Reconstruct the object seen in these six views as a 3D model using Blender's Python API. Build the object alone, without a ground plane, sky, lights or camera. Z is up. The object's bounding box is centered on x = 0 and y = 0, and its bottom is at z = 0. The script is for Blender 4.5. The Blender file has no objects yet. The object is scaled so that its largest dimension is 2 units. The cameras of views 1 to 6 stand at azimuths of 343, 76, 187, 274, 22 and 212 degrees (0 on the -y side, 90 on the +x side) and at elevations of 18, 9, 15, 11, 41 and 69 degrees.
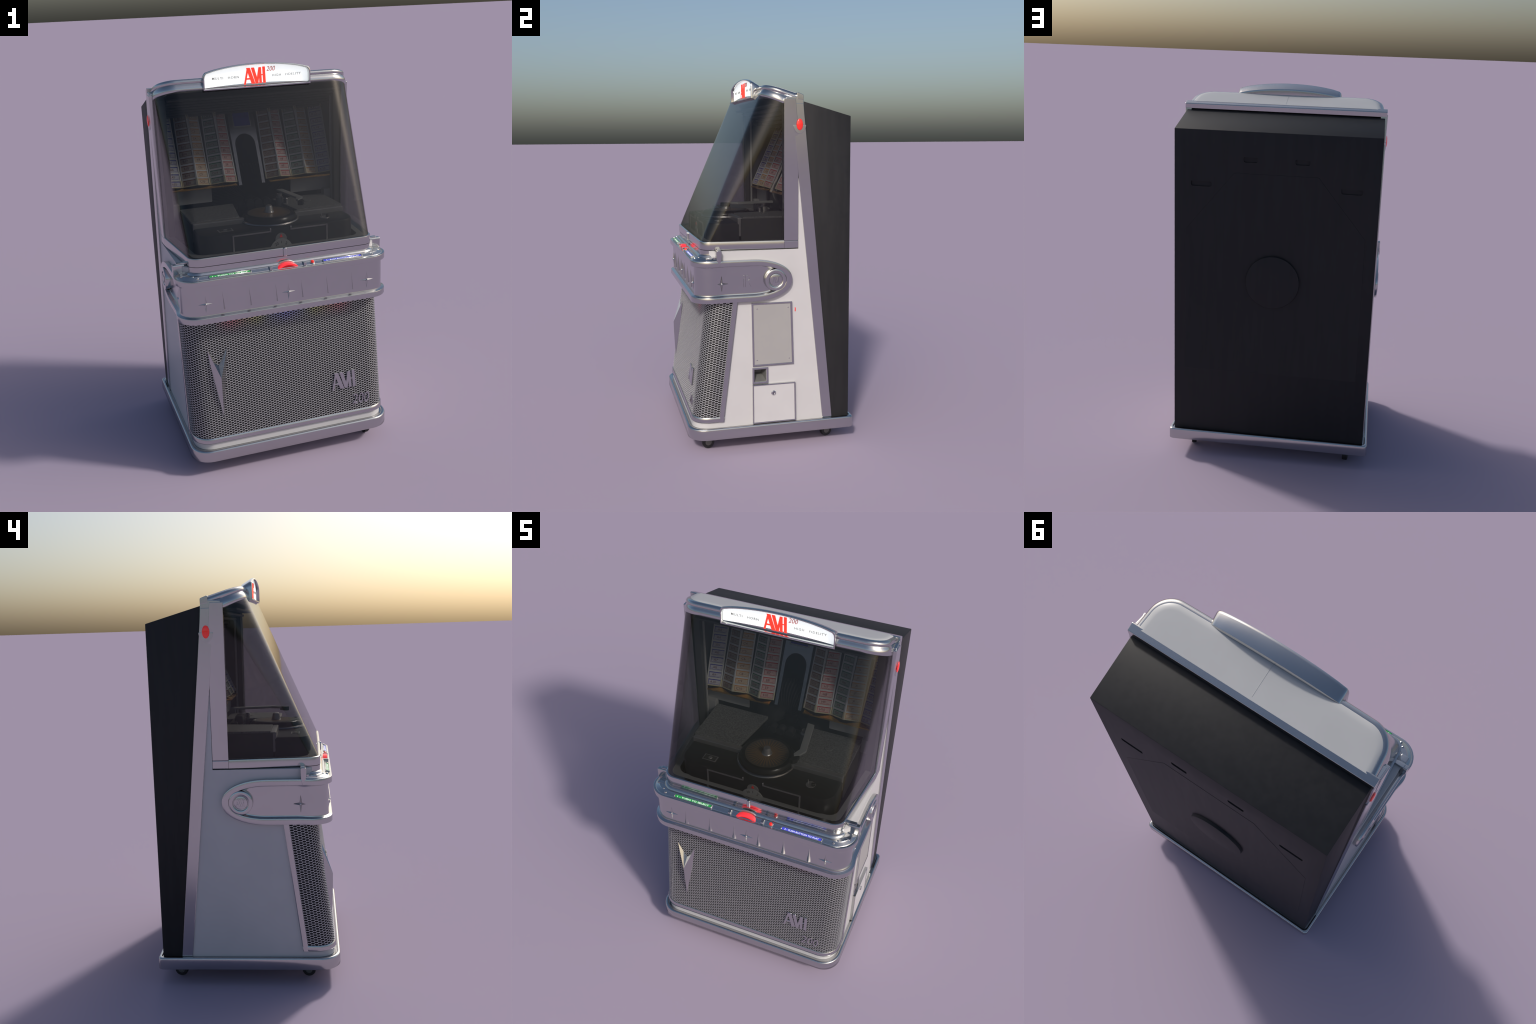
import bpy, bmesh, math, random
from mathutils import Vector, Matrix
from math import pi, sin, cos, sqrt

random.seed(7)
ROOT_COLL = bpy.context.scene.collection

# ------------------------------------------------------------------ materials
MATS = {}


def new_mat(name):
    m = bpy.data.materials.new(name)
    m.use_nodes = True
    nt = m.node_tree
    b = nt.nodes["Principled BSDF"]
    MATS[name] = m
    return m, nt, b


def noise(nt, scale, detail=3.0, coord="Object", stretch=(1, 1, 1)):
    tc = nt.nodes.new("ShaderNodeTexCoord")
    mp = nt.nodes.new("ShaderNodeMapping")
    mp.inputs["Scale"].default_value = stretch
    n = nt.nodes.new("ShaderNodeTexNoise")
    n.inputs["Scale"].default_value = scale
    n.inputs["Detail"].default_value = detail
    nt.links.new(tc.outputs[coord], mp.inputs["Vector"])
    nt.links.new(mp.outputs["Vector"], n.inputs["Vector"])
    return n


def ramp(nt, src, stops):
    r = nt.nodes.new("ShaderNodeValToRGB")
    while len(r.color_ramp.elements) < len(stops):
        r.color_ramp.elements.new(0.5)
    for e, (p, c) in zip(r.color_ramp.elements, stops):
        e.position = p
        e.color = c if len(c) == 4 else (*c, 1)
    nt.links.new(src, r.inputs["Fac"])
    return r


def simple(name, col, rough=0.5, metal=0.0, vary=0.06, scale=14, spec=0.5, coat=0.0,
           bump=0.0, bscale=150, stretch=(1, 1, 1), emis=0.0, rvary=0.05):
    """Principled material whose colour and roughness drift gently with a noise texture."""
    m, nt, b = new_mat(name)
    n = noise(nt, scale, 4, stretch=stretch)
    lo = tuple(max(0, c * (1 - vary)) for c in col)
    hi = tuple(min(1, c * (1 + vary)) for c in col)
    r = ramp(nt, n.outputs["Fac"], [(0.35, lo), (0.65, hi)])
    nt.links.new(r.outputs["Color"], b.inputs["Base Color"])
    mr = nt.nodes.new("ShaderNodeMapRange")
    mr.inputs["To Min"].default_value = max(0.02, rough - rvary)
    mr.inputs["To Max"].default_value = rough + rvary
    nt.links.new(n.outputs["Fac"], mr.inputs["Value"])
    nt.links.new(mr.outputs["Result"], b.inputs["Roughness"])
    b.inputs["Metallic"].default_value = metal
    b.inputs["Specular IOR Level"].default_value = spec
    b.inputs["Coat Weight"].default_value = coat
    if bump > 0:
        n2 = noise(nt, bscale, 3, stretch=stretch)
        bp = nt.nodes.new("ShaderNodeBump")
        bp.inputs["Strength"].default_value = bump
        bp.inputs["Distance"].default_value = 0.002
        nt.links.new(n2.outputs["Fac"], bp.inputs["Height"])
        nt.links.new(bp.outputs["Normal"], b.inputs["Normal"])
    if emis > 0:
        nt.links.new(r.outputs["Color"], b.inputs["Emission Color"])
        b.inputs["Emission Strength"].default_value = emis
    return m


CHROME = simple("chrome", (0.54, 0.545, 0.545), 0.18, 1.0, 0.02, 5, rvary=0.03)
CHROME_SOFT = simple("satin_metal", (0.58, 0.565, 0.575), 0.24, 1.0, 0.03, 6)
WHITE = simple("white_enamel", (0.515, 0.505, 0.51), 0.36, 0.0, 0.02, 6, spec=0.4)
TOPWHITE = simple("white_top_enamel", (0.485, 0.485, 0.485), 0.35, 0.0, 0.02, 6, spec=0.4)
GREYPANEL = simple("grey_panel_paint", (0.33, 0.32, 0.315), 0.45, 0.0, 0.02, 6)
BLACK = simple("black_cabinet_paint", (0.0175, 0.0175, 0.0190), 0.55, 0.0, 0.10, 6, spec=0.28,  # base colour lifted slightly to match brightness of the shaded back
               bump=0.05, bscale=60, stretch=(6, 6, 0.6))
RUBBER = simple("black_rubber", (0.012, 0.012, 0.013), 0.5, 0.0, 0.1, 30)
DARK = simple("dark_void", (0.005, 0.005, 0.006), 0.7, 0.0, 0.1, 20)
DECK = simple("deck_black", (0.028, 0.029, 0.032), 0.35, 0.0, 0.1, 20)
RIM = simple("grey_rim_paint", (0.30, 0.30, 0.29), 0.55, 0.0, 0.05, 12)
HAMMER = simple("hammered_grey", (0.20, 0.20, 0.195), 0.45, 0.0, 0.28, 130, bump=0.3, bscale=160)
POCKET = simple("pocket_grey", (0.11, 0.11, 0.105), 0.5, 0.0, 0.08, 20)
STEEL = simple("brushed_steel", (0.5, 0.49, 0.48), 0.35, 0.7, 0.05, 10)
GREYWALL = simple("grey_interior_wall", (0.42, 0.42, 0.415), 0.5, 0.0, 0.04, 8)
DKWALL = simple("dark_interior_wall", (0.075, 0.075, 0.072), 0.5, 0.0, 0.06, 8)
CREAM = simple("cream_plastic", (0.60, 0.55, 0.36), 0.5, 0.0, 0.04, 20)
RACKGREY = simple("rack_plastic", (0.62, 0.63, 0.63), 0.5, 0.0, 0.04, 20)
GOLD = simple("gold_rail", (0.85, 0.52, 0.12), 0.25, 1.0, 0.04, 20)
RED = simple("red_lens", (0.80, 0.028, 0.020), 0.12, 0.0, 0.05, 20, coat=0.5, emis=0.18)
REDWHEEL = simple("red_wheel_plastic", (0.85, 0.035, 0.045), 0.25, 0.0, 0.05, 20, emis=0.5)
SIGNRED = simple("sign_red", (0.85, 0.035, 0.018), 0.5, 0.0, 0.03, 30, emis=0.9)
SIGNDIM = simple("sign_brown", (0.42, 0.10, 0.09), 0.5, 0.0, 0.25, 60, emis=0.45)
SIGNGREY = simple("sign_grey", (0.27, 0.27, 0.26), 0.5, 0.0, 0.3, 60, emis=0.4)
SIGNWHITE = simple("lit_sign_white", (0.86, 0.90, 0.88), 0.35, 0.0, 0.03, 12, emis=0.70)
GREENLAB = simple("green_label", (0.015, 0.27, 0.055), 0.4, 0.0, 0.05, 30, emis=0.25)
BLUELAB = simple("blue_label", (0.05, 0.06, 0.55), 0.4, 0.0, 0.05, 30, emis=0.25)
LABTEXT = simple("label_lettering", (0.8, 0.85, 0.82), 0.4, 0.0, 0.03, 30, emis=0.3)
BLUESIGN = simple("blue_plate", (0.05, 0.05, 0.42), 0.4, 0.0, 0.1, 40, stretch=(0.2, 1, 3))
VINYL = simple("vinyl", (0.012, 0.012, 0.013), 0.25, 0.0, 0.1, 30)
RECORD = simple("record_vinyl", (0.055, 0.055, 0.058), 0.3, 0.0, 0.2, 30)
TONE = simple("tonearm_grey", (0.42, 0.43, 0.42), 0.4, 0.2, 0.03, 20)
CARDTEXT = simple("card_print", (0.16, 0.02, 0.03), 0.6, 0.0, 0.1, 40)

# title-card paper: pale stock with faint printed lines
CARD = {}
STRIPE = {}
for nm, c, s in [("blue", (0.50, 0.49, 0.58), (0.02, 0.02, 0.36)),
                 ("brown", (0.38, 0.31, 0.25), (0.24, 0.08, 0.02)),
                 ("orange", (0.58, 0.47, 0.34), (0.60, 0.24, 0.02)),
                 ("green", (0.32, 0.36, 0.31), (0.01, 0.16, 0.07)),
                 ("red", (0.60, 0.41, 0.39), (0.52, 0.015, 0.02))]:
    CARD[nm] = simple("card_paper_" + nm, c, 0.6, 0.0, 0.16, 160, stretch=(0.15, 1, 1.6))
    STRIPE[nm] = simple("card_stripe_" + nm, s, 0.5, 0.0, 0.05, 30)


def sunburst_material():
    m, nt, b = new_mat("sunburst_label")
    tc = nt.nodes.new("ShaderNodeTexCoord")
    sx = nt.nodes.new("ShaderNodeSeparateXYZ")
    nt.links.new(tc.outputs["Object"], sx.inputs[0])
    at = nt.nodes.new("ShaderNodeMath"); at.operation = "ARCTAN2"
    nt.links.new(sx.outputs["Y"], at.inputs[0]); nt.links.new(sx.outputs["X"], at.inputs[1])
    mu = nt.nodes.new("ShaderNodeMath"); mu.operation = "MULTIPLY"; mu.inputs[1].default_value = 36
    nt.links.new(at.outputs[0], mu.inputs[0])
    si = nt.nodes.new("ShaderNodeMath"); si.operation = "SINE"
    nt.links.new(mu.outputs[0], si.inputs[0])
    ln = nt.nodes.new("ShaderNodeVectorMath"); ln.operation = "LENGTH"
    nt.links.new(tc.outputs["Object"], ln.inputs[0])
    rd = nt.nodes.new("ShaderNodeMapRange")
    rd.inputs["From Min"].default_value = 0.025; rd.inputs["From Max"].default_value = 0.108
    rd.inputs["To Min"].default_value = -1.3; rd.inputs["To Max"].default_value = 1.0
    nt.links.new(ln.outputs["Value"], rd.inputs["Value"])
    df = nt.nodes.new("ShaderNodeMath"); df.operation = "SUBTRACT"
    nt.links.new(si.outputs[0], df.inputs[0]); nt.links.new(rd.outputs[0], df.inputs[1])
    r = ramp(nt, df.outputs[0], [(0.0, (0.10, 0.085, 0.07)), (0.25, (0.26, 0.150, 0.060))])
    nt.links.new(r.outputs["Color"], b.inputs["Base Color"])
    b.inputs["Roughness"].default_value = 0.35
    return m


SUNBURST = sunburst_material()


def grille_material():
    """Perforated metal; red, yellow and blue lamp glow is painted into its colour near the top."""
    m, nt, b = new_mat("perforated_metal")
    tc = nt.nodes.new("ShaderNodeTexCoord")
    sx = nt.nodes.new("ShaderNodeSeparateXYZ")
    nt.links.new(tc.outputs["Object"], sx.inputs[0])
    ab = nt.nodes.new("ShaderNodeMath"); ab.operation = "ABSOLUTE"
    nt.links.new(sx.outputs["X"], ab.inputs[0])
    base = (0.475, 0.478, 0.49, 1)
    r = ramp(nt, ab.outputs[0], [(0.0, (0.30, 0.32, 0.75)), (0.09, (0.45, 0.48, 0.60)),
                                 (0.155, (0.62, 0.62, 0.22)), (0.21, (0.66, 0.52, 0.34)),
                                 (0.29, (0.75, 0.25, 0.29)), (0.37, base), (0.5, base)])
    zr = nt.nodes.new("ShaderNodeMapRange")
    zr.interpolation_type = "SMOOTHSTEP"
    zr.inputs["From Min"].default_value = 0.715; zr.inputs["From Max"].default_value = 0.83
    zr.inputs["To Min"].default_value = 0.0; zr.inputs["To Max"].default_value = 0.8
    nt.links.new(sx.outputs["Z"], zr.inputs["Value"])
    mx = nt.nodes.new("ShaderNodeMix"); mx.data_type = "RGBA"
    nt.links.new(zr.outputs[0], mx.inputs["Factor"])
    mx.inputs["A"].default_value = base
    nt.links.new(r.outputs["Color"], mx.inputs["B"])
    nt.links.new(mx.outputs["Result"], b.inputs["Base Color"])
    # the same glow added as faint emission of the metal; no lamps modelled
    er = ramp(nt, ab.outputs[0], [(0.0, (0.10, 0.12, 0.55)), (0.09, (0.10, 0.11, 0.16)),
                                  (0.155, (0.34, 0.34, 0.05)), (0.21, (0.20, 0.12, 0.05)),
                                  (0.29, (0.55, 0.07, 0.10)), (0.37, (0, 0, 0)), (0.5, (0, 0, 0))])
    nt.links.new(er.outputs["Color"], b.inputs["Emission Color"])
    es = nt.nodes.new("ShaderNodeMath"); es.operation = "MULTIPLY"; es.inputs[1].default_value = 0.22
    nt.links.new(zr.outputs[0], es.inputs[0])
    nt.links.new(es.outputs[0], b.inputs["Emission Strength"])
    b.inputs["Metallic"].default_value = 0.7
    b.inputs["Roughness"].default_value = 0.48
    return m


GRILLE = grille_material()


def glass_material():
    """Smoked pane: tinted straight-through transmission under a Fresnel gloss."""
    m = bpy.data.materials.new("smoked_glass")
    m.use_nodes = True
    nt = m.node_tree
    nt.nodes.clear()
    out = nt.nodes.new("ShaderNodeOutputMaterial")
    tr = nt.nodes.new("ShaderNodeBsdfTransparent")
    n = noise(nt, 3.0, 2)
    r = ramp(nt, n.outputs["Fac"], [(0.3, (0.400, 0.400, 0.400)), (0.7, (0.412, 0.412, 0.408))])
    ge = nt.nodes.new("ShaderNodeNewGeometry")
    tm = nt.nodes.new("ShaderNodeMix"); tm.data_type = "RGBA"
    tm.inputs["B"].default_value = (0.96, 0.96, 0.96, 1)
    nt.links.new(ge.outputs["Backfacing"], tm.inputs["Factor"])
    nt.links.new(r.outputs["Color"], tm.inputs["A"])
    nt.links.new(tm.outputs["Result"], tr.inputs["Color"])
    gl = nt.nodes.new("ShaderNodeBsdfGlossy")
    gl.inputs["Roughness"].default_value = 0.06
    gl.inputs["Color"].default_value = (0.8, 0.8, 0.8, 1)
    df = nt.nodes.new("ShaderNodeBsdfDiffuse")
    df.inputs["Color"].default_value = (0.05, 0.05, 0.052, 1)
    m0 = nt.nodes.new("ShaderNodeMixShader"); m0.inputs["Fac"].default_value = 0.05
    nt.links.new(tr.outputs[0], m0.inputs[1]); nt.links.new(df.outputs[0], m0.inputs[2])
    fr = nt.nodes.new("ShaderNodeFresnel"); fr.inputs["IOR"].default_value = 1.5
    iv = nt.nodes.new("ShaderNodeMath"); iv.operation = "SUBTRACT"; iv.inputs[0].default_value = 1
    nt.links.new(ge.outputs["Backfacing"], iv.inputs[1])
    mu = nt.nodes.new("ShaderNodeMath"); mu.operation = "MULTIPLY"
    nt.links.new(fr.outputs[0], mu.inputs[0]); nt.links.new(iv.outputs[0], mu.inputs[1])
    m1 = nt.nodes.new("ShaderNodeMixShader")
    nt.links.new(mu.outputs[0], m1.inputs["Fac"])
    nt.links.new(m0.outputs[0], m1.inputs[1]); nt.links.new(gl.outputs[0], m1.inputs[2])
    nt.links.new(m1.outputs[0], out.inputs["Surface"])
    return m


GLASS = glass_material()

# ------------------------------------------------------------------ geometry helpers
ROOT = bpy.data.objects.new("jukebox", None)
ROOT_COLL.objects.link(ROOT)
ROOT["label"] = "white and chrome retro jukebox with smoked glass canopy"
ROOT["category"] = "jukebox"


def finish(name, me, mat, parent=None, smooth=40, loc=None):
    o = bpy.data.objects.new(name, me)
    ROOT_COLL.objects.link(o)
    o.parent = parent or ROOT
    if mat is not None and not me.materials:
        me.materials.append(mat)
    if smooth is not None:
        for p in me.polygons:
            p.use_smooth = True
        me.set_sharp_from_angle(angle=math.radians(smooth))
    if loc:
        o.location = loc
    return o


def weighted(o):
    md = o.modifiers.new("normals", "WEIGHTED_NORMAL")
    md.keep_sharp = True
    md.weight = 80
    return o


def from_bm(name, bm, mat, parent=None, smooth=40, loc=None, recalc=True):
    if recalc:
        bmesh.ops.recalc_face_normals(bm, faces=bm.faces[:])
    me = bpy.data.meshes.new(name)
    bm.to_mesh(me)
    bm.free()
    return finish(name, me, mat, parent, smooth, loc)


def from_lists(name, vs, fs, mat, parent=None, smooth=40, recalc=True):
    bm = bmesh.new()
    bv = [bm.verts.new(v) for v in vs]
    for f in fs:
        try:
            bm.faces.new([bv[i] for i in f])
        except ValueError:
            pass
    return from_bm(name, bm, mat, parent, smooth, recalc=recalc)


def loft(name, rings, mat, parent=None, close_ring=False, caps=False, smooth=40, close_path=False):
    """Skin through rings of equal point count."""
    n = len(rings[0])
    vs = [p for r in rings for p in r]
    fs = []
    m = len(rings)
    for k in range(m if close_path else m - 1):
        a = k * n
        c = ((k + 1) % m) * n
        for i in range(n if close_ring else n - 1):
            j = (i + 1) % n
            fs.append((a + i, a + j, c + j, c + i))
    if caps:
        fs.append(tuple(range(n)))
        fs.append(tuple(range((m - 1) * n, m * n)))
    return from_lists(name, vs, fs, mat, parent, smooth)


def bevel_bm(bm, w, seg=2, angle=30):
    ed = [e for e in bm.edges if len(e.link_faces) == 2 and
          e.calc_face_angle(0) > math.radians(angle)]
    if w > 0:
        bmesh.ops.bevel(bm, geom=ed, offset=w, segments=seg, profile=0.5, affect="EDGES",
                        clamp_overlap=True)


def box(name, lo, hi, mat, parent=None, bev=0.002, seg=2, rot=None, pivot=None):
    bm = bmesh.new()
    bmesh.ops.create_cube(bm, size=1)
    c = [(a + b) / 2 for a, b in zip(lo, hi)]
    s = [abs(b - a) for a, b in zip(lo, hi)]
    for v in bm.verts:
        v.co = Vector((c[i] + v.co[i] * s[i] for i in range(3)))
    bmesh.ops.recalc_face_normals(bm, faces=bm.faces[:])
    bevel_bm(bm, min(bev, 0.45 * min(s)), seg)
    if rot:
        bmesh.ops.rotate(bm, verts=bm.verts[:], cent=pivot or c, matrix=rot)
    return weighted(from_bm(name, bm, mat, parent))


def prism(name, pts, axis, a, b, mat, parent=None, bev=0.002, seg=2, smooth=40):
    """Extrude a polygon. axis 'x': pts are (y,z); 'y': (x,z); 'z': (x,y)."""
    bm = bmesh.new()

    def P(p, t):
        return {"x": (t, p[0], p[1]), "y": (p[0], t, p[1]), "z": (p[0], p[1], t)}[axis]
    A = [bm.verts.new(P(p, a)) for p in pts]
    B = [bm.verts.new(P(p, b)) for p in pts]
    n = len(pts)
    bm.faces.new(A)
    bm.faces.new(B)
    for i in range(n):
        j = (i + 1) % n
        bm.faces.new((A[i], A[j], B[j], B[i]))
    bmesh.ops.recalc_face_normals(bm, faces=bm.faces[:])
    bevel_bm(bm, bev, seg)
    return weighted(from_bm(name, bm, mat, parent, smooth))


def lathe(name, prof, mat, parent=None, centre=(0, 0, 0), axis="z", n=48, smooth=35, kind=None):
    """Spin (radius, height) pairs about an axis through centre."""
    rings = []
    for r, h in prof:
        ring = []
        for i in range(n):
            t = 2 * pi * i / n
            u, v = r * cos(t), r * sin(t)
            p = {"z": (u, v, h), "x": (h, u, v), "y": (u, h, v)}[axis]
            ring.append(tuple(c + q for c, q in zip(centre, p)))
        rings.append(ring)
    return loft(name, rings, mat, parent, close_ring=True, caps=True, smooth=smooth)


def tube(name, pts, r, mat, parent=None, n=10):
    rings = []
    pts = [Vector(p) for p in pts]
    for i, p in enumerate(pts):
        d = (pts[min(i + 1, len(pts) - 1)] - pts[max(i - 1, 0)]).normalized()
        up = Vector((0, 0, 1)) if abs(d.z) < 0.9 else Vector((0, 1, 0))
        a = d.cross(up).normalized()
        b = a.cross(d)
        rings.append([tuple(p + (a * cos(2 * pi * k / n) + b * sin(2 * pi * k / n)) * r)
                      for k in range(n)])
    return loft(name, rings, mat, parent, close_ring=True, caps=True)


def upath(hw, yf, yb, R, nc=14, ns=6, nf=16):
    """U-shaped plan line: right side back -> front corner -> front -> left side back."""
    pts = []
    for i in range(ns):
        pts.append((hw, yb + (yf + R - yb) * i / ns))
    for i in range(nc + 1):
        t = pi / 2 * i / nc
        pts.append((hw - R + R * cos(t), yf + R - R * sin(t)))
    for i in range(1, nf):
        pts.append((hw - R - 2 * (hw - R) * i / nf, yf))
    half = pts[:ns + nc + 1]
    pts += [(-x, y) for x, y in reversed(half)]
    return pts


def tpath(hw, slope, yf, yb, R, bow=0.0, nc=14, ns=6, nf=16):
    """Like upath, but the sides converge towards the front and the front may bow."""
    d = Vector((-slope, -1.0)).normalized()
    C = Vector((hw - slope * (yb - yf), yf))
    turn = pi / 2 - math.atan(slope)
    T = R * math.tan(turn / 2)
    S = C - d * T
    cen = S + Vector((d.y, -d.x)) * R
    a0 = math.atan2(S.y - cen.y, S.x - cen.x)
    pts = [(hw + (S.x - hw) * i / ns, yb + (S.y - yb) * i / ns) for i in range(ns)]
    for i in range(nc + 1):
        a = a0 - turn * i / nc
        pts.append((cen.x + R * cos(a), cen.y + R * sin(a)))
    x1 = pts[-1][0]
    half = list(pts)
    for i in range(1, nf):
        pts.append((x1 - 2 * x1 * i / nf, yf))
    pts += [(-x, y) for x, y in reversed(half)]
    if bow:
        pts = [(x, y + bow * (x / hw) ** 2 * max(0.0, 1 - (y - yf) / R)) for x, y in pts]
    return pts


def lean(o, z0, z1, dx):
    """Shift vertices outwards (away from x = 0) in proportion to height."""
    for v in o.data.vertices:
        v.co.x += math.copysign(dx * (v.co.z - z0) / (z1 - z0), v.co.x)
    return o


def ring_at(path, z):
    return [(x, y, z(y) if callable(z) else z) for x, y in path]


def smooth_step(a, b, x):
    t = max(0, min(1, (x - a) / (b - a)))
    return t * t * (3 - 2 * t)


def boolean_cut(obj, cutters):
    obj.modifiers.clear()
    for c in cutters:
        c.modifiers.clear()
        md = obj.modifiers.new("cut", "BOOLEAN")
        md.operation = "DIFFERENCE"
        md.solver = "EXACT"
        md.object = c
    bpy.context.view_layer.update()
    dg = bpy.context.evaluated_depsgraph_get()
    me = bpy.data.meshes.new_from_object(obj.evaluated_get(dg))
    obj.modifiers.clear()
    obj.data = me
    for p in me.polygons:
        p.use_smooth = True
    me.set_sharp_from_angle(angle=math.radians(30))
    for c in cutters:
        bpy.data.objects.remove(c, do_unlink=True)


def text_mesh(body, size=1.0, extrude=0.0, shear=0.0, bold=0.0, spacing=1.0, align="CENTER"):
    cu = bpy.data.curves.new("lettering_curve", "FONT")
    cu.body = body
    cu.size = size
    cu.extrude = extrude
    cu.shear = shear
    cu.offset = bold
    cu.space_character = spacing
    cu.align_x = align
    cu.align_y = "CENTER"
    cu.resolution_u = 3
    o = bpy.data.objects.new("lettering_tmp", cu)
    ROOT_COLL.objects.link(o)
    bpy.context.view_layer.update()
    dg = bpy.context.evaluated_depsgraph_get()
    me = bpy.data.meshes.new_from_object(o.evaluated_get(dg))
    bpy.data.objects.remove(o, do_unlink=True)
    bpy.data.curves.remove(cu)
    return me


def frame_matrix(origin, xdir, ydir):
    x = Vector(xdir).normalized()
    y = Vector(ydir)
    y = (y - x * y.dot(x)).normalized()
    z = x.cross(y)
    m = Matrix((x, y, z)).transposed().to_4x4()
    m.translation = Vector(origin)
    return m


def place_text(name, body, mat, parent, origin, xdir, ydir, width=None, height=None, extrude=0.0008,
               **kw):
    me = text_mesh(body, 1.0, 0.0, **kw)
    xs = [v.co.x for v in me.vertices]
    ys = [v.co.y for v in me.vertices]
    w, h = max(xs) - min(xs), max(ys) - min(ys)
    cx, cy = (max(xs) + min(xs)) / 2, (max(ys) + min(ys)) / 2
    sx = width / w if width else height / h
    sy = height / h if height else sx
    bm = bmesh.new()
    bm.from_mesh(me)
    bpy.data.meshes.remove(me)
    for v in bm.verts:
        v.co = Vector(((v.co.x - cx) * sx, (v.co.y - cy) * sy, 0))
    r = bmesh.ops.extrude_face_region(bm, geom=bm.faces[:])
    for g in r["geom"]:
        if isinstance(g, bmesh.types.BMVert):
            g.co.z += extrude
    bm.transform(frame_matrix(origin, xdir, ydir))
    return from_bm(name, bm, mat, parent, smooth=None)


# strokes of the three-letter monogram: thick slanted legs that overlap (unit box 1 x 0.8)
MONO = [((0.03, 0.0), (0.19, 0.80), 0.085), ((0.20, 0.80), (0.43, 0.02), 0.175),
        ((0.09, 0.27), (0.34, 0.27), 0.08), ((0.41, 0.80), (0.60, 0.04), 0.15),
        ((0.60, 0.02), (0.735, 0.80), 0.10), ((0.745, 0.80), (0.765, 0.03), 0.12),
        ((0.78, 0.43), (0.93, 0.43), 0.05), ((0.925, 0.82), (0.945, 0.03), 0.125)]


def monogram(name, mat, parent, origin, xdir, ydir, width, height, depth):
    bm = bmesh.new()
    for k, (a, b, t) in enumerate(MONO):
        horiz = abs(a[1] - b[1]) < 0.01
        off = (0, t / 2) if horiz else (t / 2, 0)
        q = [(a[0] - off[0], a[1] - off[1]), (a[0] + off[0], a[1] + off[1]),
             (b[0] + off[0], b[1] + off[1]), (b[0] - off[0], b[1] - off[1])]
        if horiz:
            q = [(a[0], a[1] - t / 2), (b[0], b[1] - t / 2), (b[0], b[1] + t / 2), (a[0], a[1] + t / 2)]
        d = depth * (1 + 0.04 * k)
        lo = [bm.verts.new(((x - 0.5) * width, (y / 0.8 - 0.5) * height, 0)) for x, y in q]
        hi = [bm.verts.new(((x - 0.5) * width, (y / 0.8 - 0.5) * height, d)) for x, y in q]
        bm.faces.new(lo)
        bm.faces.new(hi)
        for i in range(4):
            bm.faces.new((lo[i], lo[(i + 1) % 4], hi[(i + 1) % 4], hi[i]))
    bmesh.ops.recalc_face_normals(bm, faces=bm.faces[:])
    bevel_bm(bm, min(depth * 0.3, 0.0012), 1, 60)
    bm.transform(frame_matrix(origin, xdir, ydir))
    return from_bm(name, bm, mat, parent, smooth=30)


# ------------------------------------------------------------------ base and casters
def build_base():
    def rr(off):
        hw, yf, yb, R, rb = 0.5435 - off, -0.455 + off, 0.455 - off, 0.10 - off * 0.6, 0.02
        p = upath(hw, yf, yb - rb, R)
        n = 5
        right = [(hw - rb + rb * cos(pi / 2 * (1 - i / n)), yb - rb + rb * sin(pi / 2 * (1 - i / n)))
                 for i in range(n)]
        left = [(-x, y) for x, y in reversed(right)]
        return right + p + left
    prof = [(0.03, 0.082), (0.004, 0.079), (0.0, 0.083), (0.0, 0.134), (0.002, 0.139), (0.006, 0.1415),
            (0.012, 0.142), (0.016, 0.1405), (0.018, 0.137), (0.03, 0.137)]
    rings = [ring_at(rr(o), z) for o, z in prof]
    loft("base_plinth", rings, CHROME, close_ring=True, caps=True, smooth=50)

    for x, y, ang in [(0.437, -0.345, 0.15), (0.430, 0.330, 0.25), (-0.430, -0.297, -0.1), (-0.430, 0.357, -0.12)]:
        c = bpy.data.objects.new("caster", None)
        ROOT_COLL.objects.link(c)
        c.parent = ROOT
        c.location = (x, y, 0)
        c.rotation_euler = (0, 0, ang)
        R, w = 0.0340, 0.0130
        lathe("tyre", [(R * 0.72, -w), (R * 0.93, -w), (R, -w * 0.6), (R, w * 0.6), (R * 0.93, w), (R * 0.72, w)],
              RUBBER, c, (0, 0, R), "x", 32)
        lathe("hub", [(0.004, -w - 0.003), (0.010, -w - 0.003), (0.012, -w - 0.001), (R * 0.74, -w * 0.9), (R * 0.74, w * 0.9),
                      (0.012, w + 0.001), (0.010, w + 0.003), (0.004, w + 0.003)], POCKET, c, (0, 0, R), "x", 28)
        box("fork", (-0.017, -0.014, 0.05), (0.017, 0.02, 0.083), RUBBER, c, 0.003)


build_base()


# ------------------------------------------------------------------ lower cabinet
def body_yf(z):
    return -0.341 - 0.13 * max(0.0, 0.82 - z)


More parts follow.
